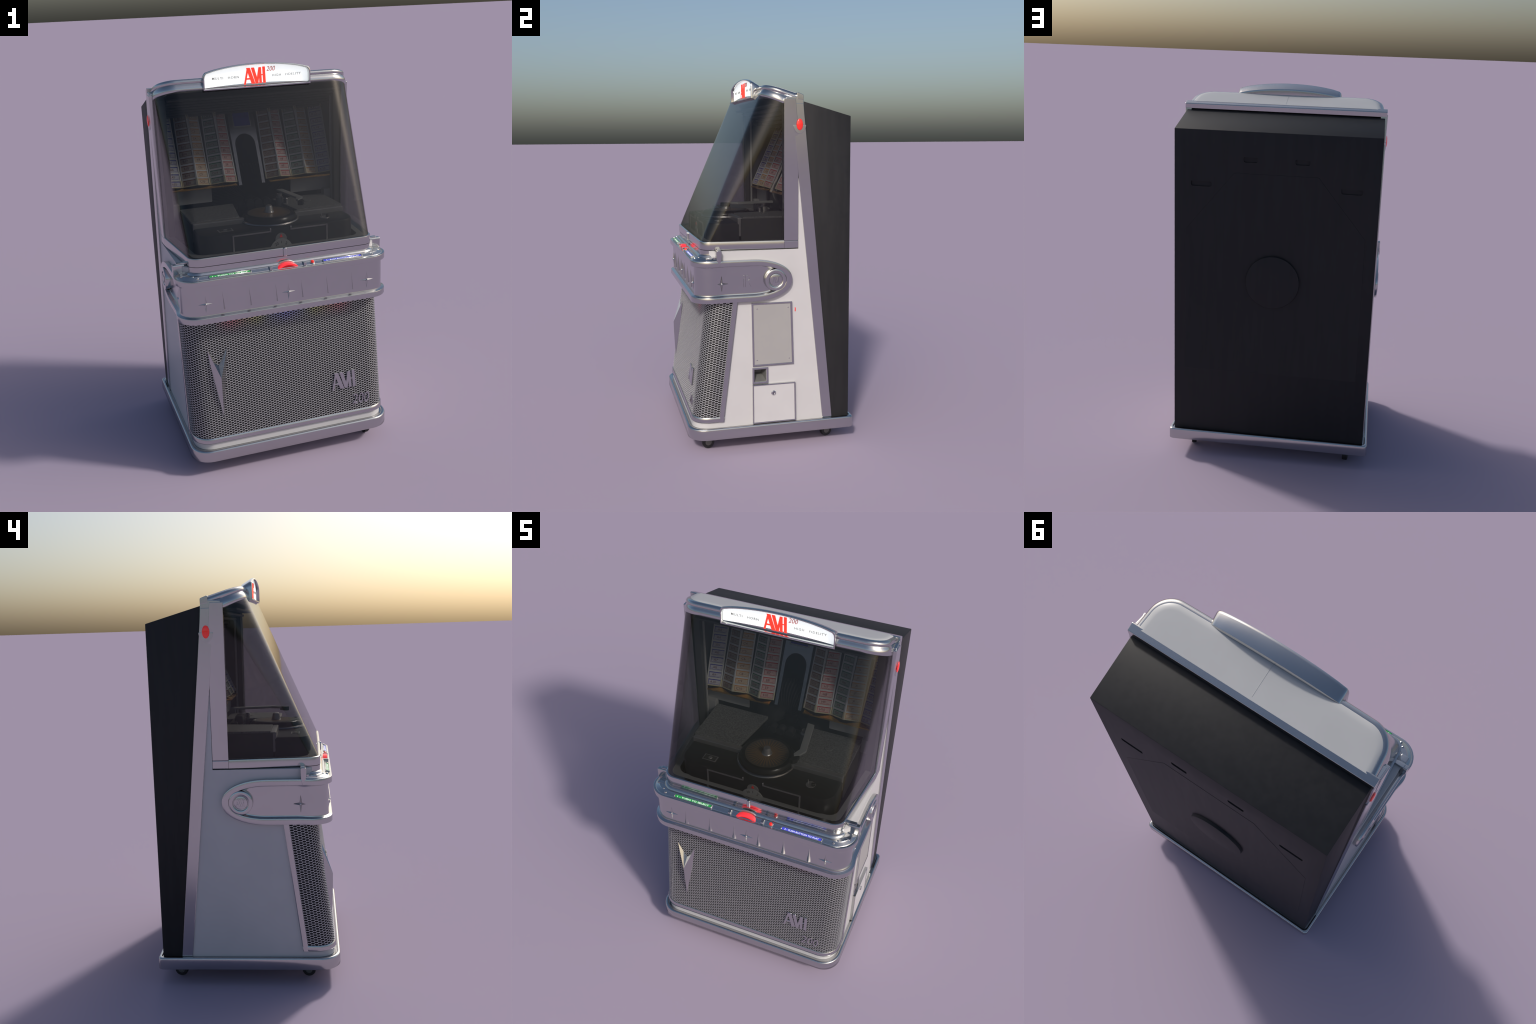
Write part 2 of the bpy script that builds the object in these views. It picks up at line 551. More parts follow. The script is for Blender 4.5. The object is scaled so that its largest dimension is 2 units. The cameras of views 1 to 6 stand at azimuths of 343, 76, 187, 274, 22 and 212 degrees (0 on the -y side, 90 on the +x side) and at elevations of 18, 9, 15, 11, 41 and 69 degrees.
def build_cabinet():
    zs = [0.138, 0.16, 0.25, 0.35, 0.45, 0.55, 0.65, 0.75, 0.82, 0.9, 1.0, 1.088]
    rings = []
    for z in zs:
        p = upath(0.518, body_yf(z), 0.315 - 0.1 * (z - 0.147), 0.09)
        rings.append(ring_at(p, z))
    body = loft("cabinet_body", rings, WHITE, close_ring=True, caps=True, smooth=35)
    cut = box("slot_cutter", (0.45, -0.100, 0.376), (0.56, -0.035, 0.444), WHITE, bev=0)
    boolean_cut(body, [cut])

    for s in (1, -1):
        # white wedge that runs up between window frame and metal edge strip
        lean(prism("upper_side_panel", [(0.1462, 1.0881), (0.235, 1.0881), (0.165, 1.80), (0.1462, 1.80)], "x",
                   s * 0.485, s * 0.518, WHITE, bev=0), 1.088, 1.86, 0.008)
        # bright metal strip along the joint with the black rear cabinet
        lean(prism("edge_strip", [(0.282, 0.139), (0.336, 0.139), (0.172, 1.845), (0.107, 1.845)], "x",
                   s * 0.485, s * 0.5235, CHROME, bev=0.003, seg=3), 0.139, 1.845, 0.006)
    # black rear cabinet, hollowed behind the window
    rear = prism("rear_cabinet", [(0.325, 0.138), (0.4325, 0.138), (0.4335, 1.7805), (0.150, 1.8615)], "x",
                 -0.5185, 0.5185, BLACK, bev=0.003)
    inner = prism("cavity_cutter", [(0.02, 1.10), (0.40, 1.10), (0.40, 1.762), (0.02, 1.842)], "x",
                  -0.489, 0.489, BLACK, bev=0)
    cuts = [inner]
    for x, z, w in [(0.130, 1.640, 0.036), (-0.130, 1.640, 0.036), (0.380, 1.508, 0.053), (-0.380, 1.508, 0.053)]:
        h = 0.013
        pts = [(x + w, z + h)] + [(x + w - 0.010 + 0.010 * cos(-pi / 2 * i / 5), z - 0.002 + 0.010 * sin(-pi / 2 * i / 5))
                                  for i in range(6)] + \
              [(x - w + 0.010 - 0.010 * sin(pi / 2 * i / 5), z - 0.002 - 0.010 * cos(pi / 2 * i / 5))
               for i in range(6)] + [(x - w, z + h)]
        cuts.append(prism("vent_cutter", pts, "y", 0.4265, 0.47, BLACK, bev=0))
    boolean_cut(rear, cuts)
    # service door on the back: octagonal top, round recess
    def yb(z):
        return 0.4325 + 0.0010 * (z - 0.138) / 1.64
    outline = [(0.46, 0.50), (0.46, 1.270), (0.212, 1.572), (-0.212, 1.572), (-0.46, 1.270), (-0.46, 0.50)]
    door = prism("back_door", outline, "y", 0.425, 0.4345, BLACK, bev=0.001, seg=1)
    # follow the slight lean of the back
    for v in door.data.vertices:
        if v.co.y > 0.43:
            v.co.y += yb(v.co.z) + 0.001 - 0.4345
    # round cover standing proud of the door
    lathe("back_cover_disc", [(0.139, 0.425), (0.139, 0.445), (0.1375, 0.4475), (0.134, 0.4485), (0.001, 0.4485)], BLACK,
          centre=(0, 0, 1.016), axis="y", n=72)


build_cabinet()


# ------------------------------------------------------------------ grille
HW_G, R_G = 0.5245, 0.092
F_G = HW_G - R_G
A_G = pi * R_G / 2
S_TRIM = F_G + A_G + (0.135 - R_G)


def grille_pt(s, z, off=0.0):
    yf = -0.347 - 0.13 * (0.82 - z) - off
    sg = 1 if s >= 0 else -1
    a = abs(s)
    R = R_G + off
    if a <= F_G:
        return (sg * a, yf, z)
    if a <= F_G + A_G:
        t = (a - F_G) / R_G
        return (sg * (F_G + R * sin(t)), yf + R - R * cos(t), z)
    return (sg * (HW_G + off), yf + R + (a - F_G - A_G), z)


def build_grille():
    ax, bz = 0.0274, 0.0127
    rx, rz = 0.0075, 0.0049
    q0 = F_G + 0.5 * A_G
    n = 12
    bm = bmesh.new()
    cache = {}

    def V(s, z, d=0.0):
        k = (round(s * 1e5), round(z * 1e5), round(d * 1e4))
        if k not in cache:
            # the perforation is stretched round the corners
            u = abs(s)
            u = u if u < q0 else q0 + (u - q0) * 1.25
            cache[k] = bm.verts.new(grille_pt(math.copysign(u, s), z, d))
        return cache[k]
    # hexagonal cell of a centred rectangular lattice
    a, b = ax, bz
    xk = (a * a + b * b) / (4 * a)          # cell corner on the long axis
    xs = (a * a - b * b) / (4 * a)
    hexa = [(xk, 0.0), (xs, b / 2), (-xs, b / 2), (-xk, 0.0), (-xs, -b / 2), (xs, -b / 2)]
    outer = []
    for i in range(6):
        q, r = hexa[i], hexa[(i + 1) % 6]
        outer.append(q)
        outer.append(((q[0] + r[0]) / 2, (q[1] + r[1]) / 2))
    inner = []
    for (x, z) in outer:
        t = math.atan2(z / rz, x / rx)
        inner.append((rx * cos(t), rz * sin(t)))
    z0, z1 = 0.186, 0.838
    rows = int((z1 - z0) / (bz / 2))
    for r in range(rows):
        zc = z0 + r * bz / 2
        sh = ax / 2 if r % 2 else 0.0
        cols = int(S_TRIM / ax) + 1
        for c in range(-cols, cols + 1):
            sc = c * ax + sh
            if abs(sc) > q0 + (S_TRIM - q0) / 1.25 + 0.009:
                continue
            O = [V(sc + x, zc + z) for x, z in outer]
            I = [V(sc + x, zc + z) for x, z in inner]
            B = [V(sc + x, zc + z, -0.0016) for x, z in inner]
            for i in range(n):
                j = (i + 1) % n
                bm.faces.new((O[i], O[j], I[j], I[i]))
                bm.faces.new((I[i], I[j], B[j], B[i]))
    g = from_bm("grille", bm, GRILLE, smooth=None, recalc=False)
    # outward normals
    me = g.data
    for pl in me.polygons:
        pl.use_smooth = True
    me.set_sharp_from_angle(angle=math.radians(45))
    g["kind"] = "stuff"
    # black sheet just behind the perforations, keeps the holes dark
    ss = [(-1 + 2 * i / 90) * (S_TRIM + 0.012) for i in range(91)]
    loft("grille_backing", [[grille_pt(s, z, -0.0045) for s in ss] for z in (0.18, 0.4, 0.6, 0.84)], DARK)
    # bright border: up both sides and along the bottom, one U-shaped moulding
    w = 0.0255
    so = S_TRIM + w
    prof = [(0.0, -0.008), (0.0, 0.003), (0.003, 0.0055), (w - 0.003, 0.0055), (w, 0.003), (w, -0.008)]
    for sg in (1, -1):
        rings = []
        for z in [0.172, 0.3, 0.45, 0.6, 0.75, 0.83]:
            rings.append([grille_pt(sg * (S_TRIM + u), z, d) for u, d in prof])
        loft("grille_side_trim", rings, CHROME, caps=True)
    rings = []
    for i in range(121):
        s = (-1 + 2 * i / 120) * so
        rings.append([grille_pt(s, 0.1715 + u * 1.12, d - 0.0006) for u, d in prof])
    loft("grille_bottom_trim", rings, CHROME, caps=True)


build_grille()


# ------------------------------------------------------------------ belt moulding
BELT_HW, BELT_YF, BELT_R = 0.534, -0.405, 0.085
BELT_F = BELT_HW - BELT_R
BELT_A = pi * BELT_R / 2
BELT_SIDE = 0.106 - (BELT_YF + BELT_R)          # straight side up to the rounded tail
BELT_S = BELT_F + BELT_A + BELT_SIDE
BELT_Z = 0.932


def belt_pt(s, z, off):
    sg = 1 if s >= 0 else -1
    a = abs(s)
    R = BELT_R + off
    if a <= BELT_F:
        return (sg * a, BELT_YF - off, z)
    if a <= BELT_F + BELT_A:
        t = (a - BELT_F) / BELT_R
        return (sg * (BELT_F + R * sin(t)), BELT_YF - off + R - R * cos(t), z)
    u = a - BELT_F - BELT_A
    sink = smooth_step(-0.01, 0.07, u) * (0.0085 + 0.0045 * max(0.0, 1 - max(0.0, off) / 0.0165))
    return (sg * (BELT_HW + off - sink), BELT_YF + BELT_R + u, z)


def build_belt():
    prof = [  # (inset from outline, stand-off)
        (0.004, -0.075), (0.0035, -0.004), (0.0, 0.003), (0.0, 0.0142), (0.0009, 0.0166), (0.0030, 0.0175),
        (0.028, 0.0175), (0.0302, 0.0166), (0.0315, 0.0138), (0.0335, 0.005), (0.036, 0.0012), (0.040, 0.0), (0.046, 0.0)]
    b0, a0 = 0.111, 0.215
    rings = []
    nt, ns = 26, 110
    for ins, off in prof:
        b, a = b0 - ins, a0 - ins * 1.05
        c = BELT_S - a0
        top = []
        for i in range(nt):
            t = pi / 2 * i / nt
            top.append((c + a * cos(t), BELT_Z + b * sin(t) ** 0.92))
        for i in range(ns + 1):
            top.append((c - 2 * c * i / ns, BELT_Z + b))
        for i in range(1, nt):
            t = pi / 2 * (1 - i / nt)
            top.append((-c - a * cos(t), BELT_Z + b * sin(t) ** 0.92))
        tipL = [(-c - a, BELT_Z)]
        bot = [(s, 2 * BELT_Z - z) for s, z in reversed(top[1:])]
        loop = top + tipL + bot
        rings.append([belt_pt(s, z, off) for s, z in loop])
    n = len(rings[0])
    vs = [p for r in rings for p in r]
    fs = []
    for k in range(len(rings) - 1):
        for i in range(n):
            j = (i + 1) % n
            fs.append((k * n + i, k * n + j, (k + 1) * n + j, (k + 1) * n + i))
    # flat field between upper and lower edge of the innermost loop
    base = (len(rings) - 1) * n
    m = n // 2
    for i in range(m):
        a, b2 = base + i, base + i + 1
        c2, d = base + (n - i - 1) % n, base + (n - i) % n
        f = [a, b2, c2, d]
        u = []
        for q in f:
            if q not in u:
                u.append(q)
        if len(u) >= 3:
            fs.append(tuple(u))
    from_lists("belt_moulding", vs, fs, CHROME, smooth=35)

    for s in (1, -1):
        # round badge that closes the tail of the belt
        badge = lathe("belt_badge", [(0.0585, -0.02), (0.0585, 0.016), (0.057, 0.019), (0.053, 0.021), (0.041, 0.021),
                                     (0.038, 0.019), (0.0365, 0.015), (0.034, 0.0145), (0.032, 0.018), (0.026, 0.0195), (0.001, 0.020)],
                      CHROME, centre=(0, 0, 0), axis="z", n=56)
        badge.matrix_local = frame_matrix((s * 0.5255, 0.0150, 0.931), (0, s, 0), (0, 0, 1))
        mg = monogram("badge_monogram", CHROME, badge, (0, 0, 0.0195), (1, 0, 0), (0, 1, 0), 0.044, 0.034, 0.0022)


build_belt()


def star(parent, origin, xdir, ydir, L=0.036, H=0.043, D=0.007):
    """Four-pointed starlet with a small dome in the middle."""
    vs = [(0, 0, D)]
    k = 0.0075
    tips = [(L, 0), (0, H), (-L, 0), (0, -H)]
    for i, t in enumerate(tips):
        vs.append((t[0], t[1], 0.0))
        q = (i + 0.5) * pi / 2
        vs.append((k * cos(q), k * sin(q), 0.0))
    fs = []
    for i in range(8):
        fs.append((0, 1 + i, 1 + (i + 1) % 8))
    M = frame_matrix(origin, xdir, ydir)
    vs = [tuple(M @ Vector(v)) for v in vs]
    from_lists("star_ornament", vs, fs, CHROME, parent, smooth=10)
    d = lathe("star_dome", [(0.0055, -0.001), (0.0053, 0.005), (0.004, 0.0078), (0.002, 0.0088), (0.0004, 0.009)], CHROME, parent, (0, 0, 0), "z", 20)
    d.matrix_local = M


def build_belt_ornaments():
    for x in (-0.422, 0.0, 0.422):
        star(ROOT, (x, BELT_YF - 0.0003, 0.918), (1, 0, 0), (0, 0, 1))
    for s in (1, -1):
        star(ROOT, (s * (BELT_HW - 0.0075), -0.270, 0.919), (0, s, 0), (0, 0, 1))
    for x in (-0.337, -0.202, -0.067, 0.067, 0.202, 0.337):
        w, zt, zb, d = 0.0110, 0.978, 0.877, 0.0115
        y = BELT_YF + 0.0005
        vs = [(x - w, y, zb), (x + w, y, zb), (x, y, zt), (x + 0.001, y - d, zb + 0.004)]
        from_lists("spike_ornament", vs, [(0, 1, 3), (1, 2, 3), (2, 0, 3), (0, 2, 1)], CHROME, smooth=10)
    # script initial on the coin side
    place_text("side_initial", "R", CHROME, ROOT, (0.5218, -0.124, 0.928), (0, 1, 0), (0, 0, 1),
               width=0.038, height=0.062, extrude=0.004)
    place_text("side_initial", "i", CHROME, ROOT, (0.5218, -0.149, 0.928), (0, 1, 0), (0, 0, 1),
               width=0.009, height=0.062, extrude=0.004)


build_belt_ornaments()


# ------------------------------------------------------------------ control tray on top of the belt
CAN_SLOPE = 0.098


def canopy_path(off, yb=0.146, R=0.056):
    """Plan line of the window frame: sides converge forwards, front slightly bowed."""
    return tpath(0.5135 + off - CAN_SLOPE * (0.07 - yb), CAN_SLOPE, -0.366 - off, yb, R + off * 0.6, 0.004)


def build_tray():
    yb = -0.275
    rings = []
    for off, z in [(0.014, 1.034), (0.012, 1.041), (0.008, 1.0405), (0.006, 1.044), (0.003, 1.0465), (-0.012, 1.0515), (-0.016, 1.0555)]:
        rings.append(ring_at(upath(BELT_HW + off, BELT_YF - off, yb, BELT_R + off), z))
    # inner side rises to the window frame
    for off, z in [(0.016, 1.0565), (0.013, 1.062), (0.009, 1.066), (0.0035, 1.0675), (0.003, 1.072), (0.003, 1.0915), (-0.02, 1.0925)]:
        rings.append(ring_at(canopy_path(off, yb), z))
    tray = loft("control_tray", rings, CHROME, smooth=30)
    tilt = math.atan2(0.006, 0.018)
    ex, ey = Vector((1, 0, 0)), Vector((0, cos(tilt), sin(tilt)))
    nrm = ex.cross(ey)

    def label(name, x0, x1, mat, text):
        c = Vector(((x0 + x1) / 2, -0.4025, 1.0495))
        hw = (x1 - x0) / 2
        M = frame_matrix(c, ex, ey)
        bm = bmesh.new()
        bmesh.ops.create_cube(bm, size=1)
        for v in bm.verts:
            v.co = Vector((v.co.x * 2 * hw, v.co.y * 0.0135, v.co.z * 0.006))
        bm.transform(M)
        o = from_bm(name, bm, mat, tray)
        for a, b in [((-hw - 0.004, 0), (0.0035, 0.019)), ((hw + 0.004, 0), (0.0035, 0.019)),
                     ((0, 0.0085), (hw * 2 + 0.011, 0.0028)), ((0, -0.0085), (hw * 2 + 0.011, 0.0028))]:
            bm = bmesh.new()
            bmesh.ops.create_cube(bm, size=1)
            for v in bm.verts:
                v.co = Vector((a[0] + v.co.x * b[0], a[1] + v.co.y * b[1], 0.001 + v.co.z * 0.009))
            bevel_bm(bm, 0.0008, 1)
            bm.transform(M)
            from_bm("label_bezel", bm, CHROME, tray)
        place_text("label_lettering", text, LABTEXT, tray, tuple(c + nrm * 0.0028), tuple(ex), tuple(ey),
                   width=hw * 1.76, height=0.0085, extrude=0.0006, bold=0.015)
    label("green_label", -0.392, -0.192, GREENLAB, "1 - TURN TO SELECT")
    label("blue_label", 0.191, 0.392, BLUELAB, "2 - PUSH BUTTON TO PLAY")
    # selector wheel
    # only the crown of the selector wheel stands out of its slot
    def arc_band(name, ro, ri, y0, y1, zc, mat, half, bev=0.002):
        t0 = math.acos(half / ro)
        tt = [t0 + (pi - 2 * t0) * i / 40 for i in range(41)]
        prof = [(ri, y0), (ro - bev, y0), (ro, y0 + bev), (ro, y1 - bev), (ro - bev, y1), (ri, y1)]
        rings = [[(r * cos(t), y, zc + r * sin(t)) for r, y in prof] for t in tt]
        loft(name, rings, mat, tray, close_ring=True, caps=True)
    R = 0.075
    arc_band("selector_wheel", R, R - 0.011, -0.410, -0.386, 0.9930, REDWHEEL, 0.062)
    arc_band("wheel_guard", R + 0.005, R - 0.02, -0.381, -0.376, 0.9930, STEEL, 0.058, 0.001)
    for x in (-0.088, 0.088):
        box("wheel_block", (x - 0.007, -0.414, 1.043), (x + 0.007, -0.388, 1.060), CHROME, tray, 0.002)
    # push button
    b = lathe("push_button", [(0.0085, 0.0), (0.0085, 0.013), (0.007, 0.016), (0.0035, 0.0172), (0.0003, 0.0175)], RED, tray, (0, 0, 0), "z", 24)
    b.matrix_local = frame_matrix((0.131, -0.3985, 1.045), ex, ey)
    c = lathe("button_collar", [(0.0125, 0.0), (0.0125, 0.007), (0.011, 0.009), (0.0088, 0.009)], CHROME, tray, (0, 0, 0), "z", 24)
    c.matrix_local = frame_matrix((0.131, -0.3985, 1.045), ex, ey)
    # screws and corner fittings
    for x, y, z, r in [(-0.452, -0.398, 1.048, 0.007), (0.452, -0.398, 1.048, 0.007), (-0.47, -0.380, 1.052, 0.006), (0.47, -0.380, 1.052, 0.006)]:
        lathe("tray_screw", [(r, -0.004), (r, 0.003), (r * 0.8, 0.006), (r * 0.3, 0.0075), (0.0003, 0.008)], CHROME, tray, (x, y, z), "z", 18)
    for s in (1, -1):
        box("tray_corner_block", (s * 0.484, -0.352, 1.044), (s * 0.524, -0.318, 1.058), CHROME, tray, 0.004)
        box("tray_corner_block", (s * 0.484, -0.312, 1.044), (s * 0.524, -0.298, 1.062), CHROME, tray, 0.003)
        # latch that clips over the belt
        pr = [(-0.299, 1.050), (-0.286, 1.012), (-0.281, 1.012), (-0.274, 1.046), (-0.272, 1.092), (-0.276, 1.098), (-0.296, 1.098), (-0.300, 1.09)]
        prism("canopy_latch", pr, "x", s * 0.490, s * 0.5480, CHROME, bev=0.003)
        box("latch_pin", (s * 0.476, -0.292, 1.090), (s * 0.530, -0.272, 1.104), CHROME, bev=0.003)


build_tray()


# ------------------------------------------------------------------ window frame, glass, cap
CAN_HW = 0.512


def build_canopy():
    # lower frame: runs from the rear posts around the front
    prof = [(-0.030, 1.094), (0.002, 1.0930), (0.004, 1.0945), (0.0045, 1.098), (0.0045, 1.1325), (0.0038, 1.1350), (0.0015, 1.1365), (-0.006, 1.1368), (-0.030, 1.130)]
    rings = [ring_at(canopy_path(o, 0.0675), z) for o, z in prof]
    loft("window_frame", rings, CHROME, smooth=35, close_path=True)
    prism("frame_clip", [(-0.009, 1.0925), (0.009, 1.0925), (0.010, 1.131), (0.006, 1.138), (-0.006, 1.138), (-0.010, 1.131)], "y",
          -0.3785, -0.355, CHROME, bev=0.004, seg=3)
    for s in (1, -1):
        lean(prism("window_post", [(0.068, 1.132), (0.1455, 1.132), (0.1455, 1.70), (0.130, 1.868), (0.068, 1.868)], "x",
                   s * 0.484, s * 0.5180, CHROME, bev=0.003, seg=3), 1.132, 1.86, 0.0145)
        box("window_sill", (s * 0.484, 0.0678, 1.0932), (s * 0.5185, 0.1458, 1.1318), CHROME, bev=0.003, seg=3)
    # smoked glass: vertical at the sides, raked at the front
    bot = canopy_path(-0.002, 0.075)
    top = tpath(0.5190, 0.30, -0.034, 0.075, 0.125, 0.006)
    rings = []
    for k in range(9):
        t = k / 8
        ring = []
        for (x0, y0), (x1, y1) in zip(bot, top):
            z1 = 1.850 + (0.068 - y1) * 0.42
            ring.append((x0 + (x1 - x0) * t, y0 + (y1 - y0) * t, 1.132 + (z1 - 1.132) * t))
        rings.append(ring)
    gl = loft("glass_canopy", rings, GLASS, smooth=60)
    # make sure the outside faces outwards, then give the pane a thickness
    me = gl.data
    f = me.polygons[len(me.polygons) // 2]
    if f.normal.y > 0:
        me.flip_normals()
    md = gl.modifiers.new("thick", "SOLIDIFY")
    md.thickness = 0.003
    md.offset = -1
    dg = bpy.context.evaluated_depsgraph_get()
    bpy.context.view_layer.update()
    me2 = bpy.data.meshes.new_from_object(gl.evaluated_get(bpy.context.evaluated_depsgraph_get()))
    gl.modifiers.clear()
    gl.data = me2
    for p in me2.polygons:
        p.use_smooth = True
    me2.set_sharp_from_angle(angle=math.radians(50))

    # cap: tilted slab with rolled edge
    def zlo(y):
        return 1.842 + (0.068 - y) * 0.42

    def zhi(y):
        return 1.8965 + (0.14 - y) * 0.318

    def cap_ring(off, k):
        p = tpath(0.5320 - off, 0.12, -0.038 + off, 0.150, 0.11 - off * 0.7, 0.006, 18)
        # the front edge bows forward a little in the middle
        return [(x, y, zlo(y) + (zhi(y) - zlo(y)) * k) for x, y in p]
    prof = [(0.030, 0.0), (0.010, 0.0), (0.006, 0.03), (0.004, 0.10), (0.006, 0.3), (0.012, 0.5), (0.017, 0.58), (0.018, 0.62), (0.014, 0.68),
            (0.014, 0.80), (0.019, 0.92), (0.027, 0.985), (0.036, 1.0), (0.041, 0.985), (0.05, 0.985)]
    loft("canopy_cap", [cap_ring(o, k) for o, k in prof], CHROME, close_ring=True, caps=True, smooth=45)
    rings = [cap_ring(0.036, 0.95), cap_ring(0.036, 1.0), cap_ring(0.040, 1.035), cap_ring(0.06, 1.05), cap_ring(0.10, 1.055)]
    loft("cap_top_panel", rings, TOPWHITE, close_ring=True, caps=True, smooth=45)
    prism("cap_rear_bar", [(0.137, 1.8650), (0.1725, 1.860), (0.1730, 1.886), (0.1695, 1.8895), (0.142, 1.9000), (0.137, 1.8985)], "x",
          -0.5285, 0.5285, CHROME, bev=0.003, seg=3)
    # fine joint line down the middle of the cap
    def zj(y, k):
        return zlo(y) + (zhi(y) - zlo(y)) * k
    ys = [0.002, 0.04, 0.09, 0.137]
    prism("cap_joint", [(y, zj(y, 1.04)) for y in ys] + [(y, zj(y, 1.062)) for y in reversed(ys)], "x", -0.0011, 0.0011, TOPWHITE, bev=0)

    for s in (1, -1):
        # strap that comes down from the cap to the red side lens
        arc = [(0.1505 + 0.033 * cos(t), 1.724 + 0.035 * sin(t)) for t in [-pi * i / 16 for i in range(17)]]
        pts = [(0.1710, 1.884), (0.1830, 1.735)] + arc[1:] + [(0.1165, 1.80), (0.112, 1.826), (0.100, 1.843), (0.08, 1.850), (0.08, 1.875)]
        prism("cap_strap", pts, "x", s * 0.495, s * 0.5280, CHROME, bev=0.004, seg=3)
        cup = [(0.1505 + 0.0345 * cos(t), 1.7345 + 0.046 * sin(t)) for t in [-pi * i / 16 for i in range(17)]]
        prism("lens_cup", cup, "x", s * 0.500, s * 0.5315, CHROME, bev=0.002)
        rings = []
        for k in range(9):
            t = pi / 2 * k / 8
            rings.append([(s * (0.5325 + 0.0055 * sin(t)), 0.1505 + 0.0175 * cos(t) * cos(2 * pi * i / 28) + 1e-6 * i,
                           1.7365 + 0.0295 * cos(t) * sin(2 * pi * i / 28)) for i in range(28)])
        rings = rings[:-1]
        loft("indicator_lens", rings, RED, close_ring=True, caps=True)


build_canopy()


# ------------------------------------------------------------------ lit sign
def build_sign():
    def outline(ins, n=24):
        hw, zb = 0.280 - ins, 1.8825 + ins
        zc, rise = 1.967 - ins * 0.9, 0.0330
        cr = 0.012
        pts = [(hw, zb), (hw, zc - 0.022)]
        pts += [(hw - 0.003, zc - 0.008), (hw - 0.011, zc + 0.0015)]
        for i in range(n + 1):
            x = (hw - 0.022) * (1 - 2 * i / n)
            pts.append((x, zc + 0.0045 + (rise - 0.0045) * (1 - (x / (hw - 0.022)) ** 2) ** 0.85))
        pts += [(-hw + 0.011, zc + 0.0015), (-hw + 0.003, zc - 0.008), (-hw, zc - 0.022), (-hw, zb)]
        return pts

    def ring(ins, y, dz=0.0, ytop=None):
        out = []
        for x, z in outline(ins):
            t = (z - 1.8825) / 0.115
            yy = y if ytop is None else y + (ytop - y) * t
            out.append((x, yy, z + dz * (0.6 + 0.5 * t)))
        return out
    yf = -0.050
    sign = loft("sign_housing", [ring(0.004, -0.012, -0.030, 0.014), ring(0.0, -0.016, -0.025, 0.010), ring(0.0, yf + 0.012), ring(0.0, yf + 0.005), ring(0.0003, yf + 0.003), ring(0.001, yf + 0.001),
                                 ring(0.003, yf), ring(0.0065, yf), ring(0.008, yf + 0.002), ring(0.0085, yf + 0.020)],
                CHROME, close_ring=True, caps=True, smooth=40)
    yface = yf + 0.018
    face = outline(0.009)
    prism("sign_face", face, "y", yface, yface + 0.004, SIGNWHITE, sign, bev=0)
    sf = yface - 0.0002
    monogram("sign_monogram", SIGNRED, sign, (-0.011, sf, 1.9375), (1, 0, 0), (0, 0, 1), 0.112, 0.080, 0.0018)
    place_text("sign_number", "200", SIGNDIM, sign, (0.074, sf, 1.968), (1, 0, 0), (0, 0, 1), width=0.046, height=0.023,
               extrude=0.0012, shear=0.25)
    place_text("sign_words", "MULTI   HORN", SIGNGREY, sign, (-0.161, sf, 1.937), (1, 0, 0), (0, 0, 1), width=0.138, height=0.0118,
               extrude=0.0008, spacing=1.2, bold=0.012)
    place_text("sign_words", "HIGH   FIDELITY", SIGNGREY, sign, (0.157, sf, 1.935), (1, 0, 0), (0, 0, 1), width=0.152, height=0.0118,
               extrude=0.0008, spacing=1.2, bold=0.012)


build_sign()


# ------------------------------------------------------------------ ornaments on the grille
def build_front_ornaments():
    def g(x, z, d=0.0):
        return (x, grille_pt(x, z)[1] - d, z)
    L, R_, B = g(-0.424, 0.663, 0.004), g(-0.322, 0.661, 0.004), g(-0.370, 0.305, 0.003)
    N = (-0.3725, -0.424, 0.522)
    N2 = (-0.3715, -0.423, 0.455)
    ol, orr = g(-0.406, 0.515, -0.002), g(-0.338, 0.515, -0.002)
    nb = g(-0.3725, 0.572, -0.002)
    il = g(-0.402, 0.60, 0.010)
    ir = g(-0.344, 0.60, 0.010)
    vs = [L, R_, B, N, N2, ol, orr, nb]
    fs = [(0, 5, 3), (0, 3, 7), (1, 3, 6), (1, 7, 3), (5, 4, 3), (5, 2, 4), (6, 3, 4), (6, 4, 2), (0, 7, 1, 6, 2, 5)]
    from_lists("vee_ornament", vs, fs, CHROME, smooth=8)
    slope = Vector((0, 0.13, 1))
    y = grille_pt(0.3, 0.375)[1]
    monogram("grille_monogram", CHROME, ROOT, (0.288, y - 0.0005, 0.375), (1, 0, 0), slope, 0.132, 0.094, 0.006)
    y = grille_pt(0.3, 0.262)[1]
    place_text("grille_number", "200", CHROME, ROOT, (0.380, y - 0.0005, 0.262), (1, 0, 0), slope, width=0.098, height=0.055,
               extrude=0.004, shear=0.2)


build_front_ornaments()


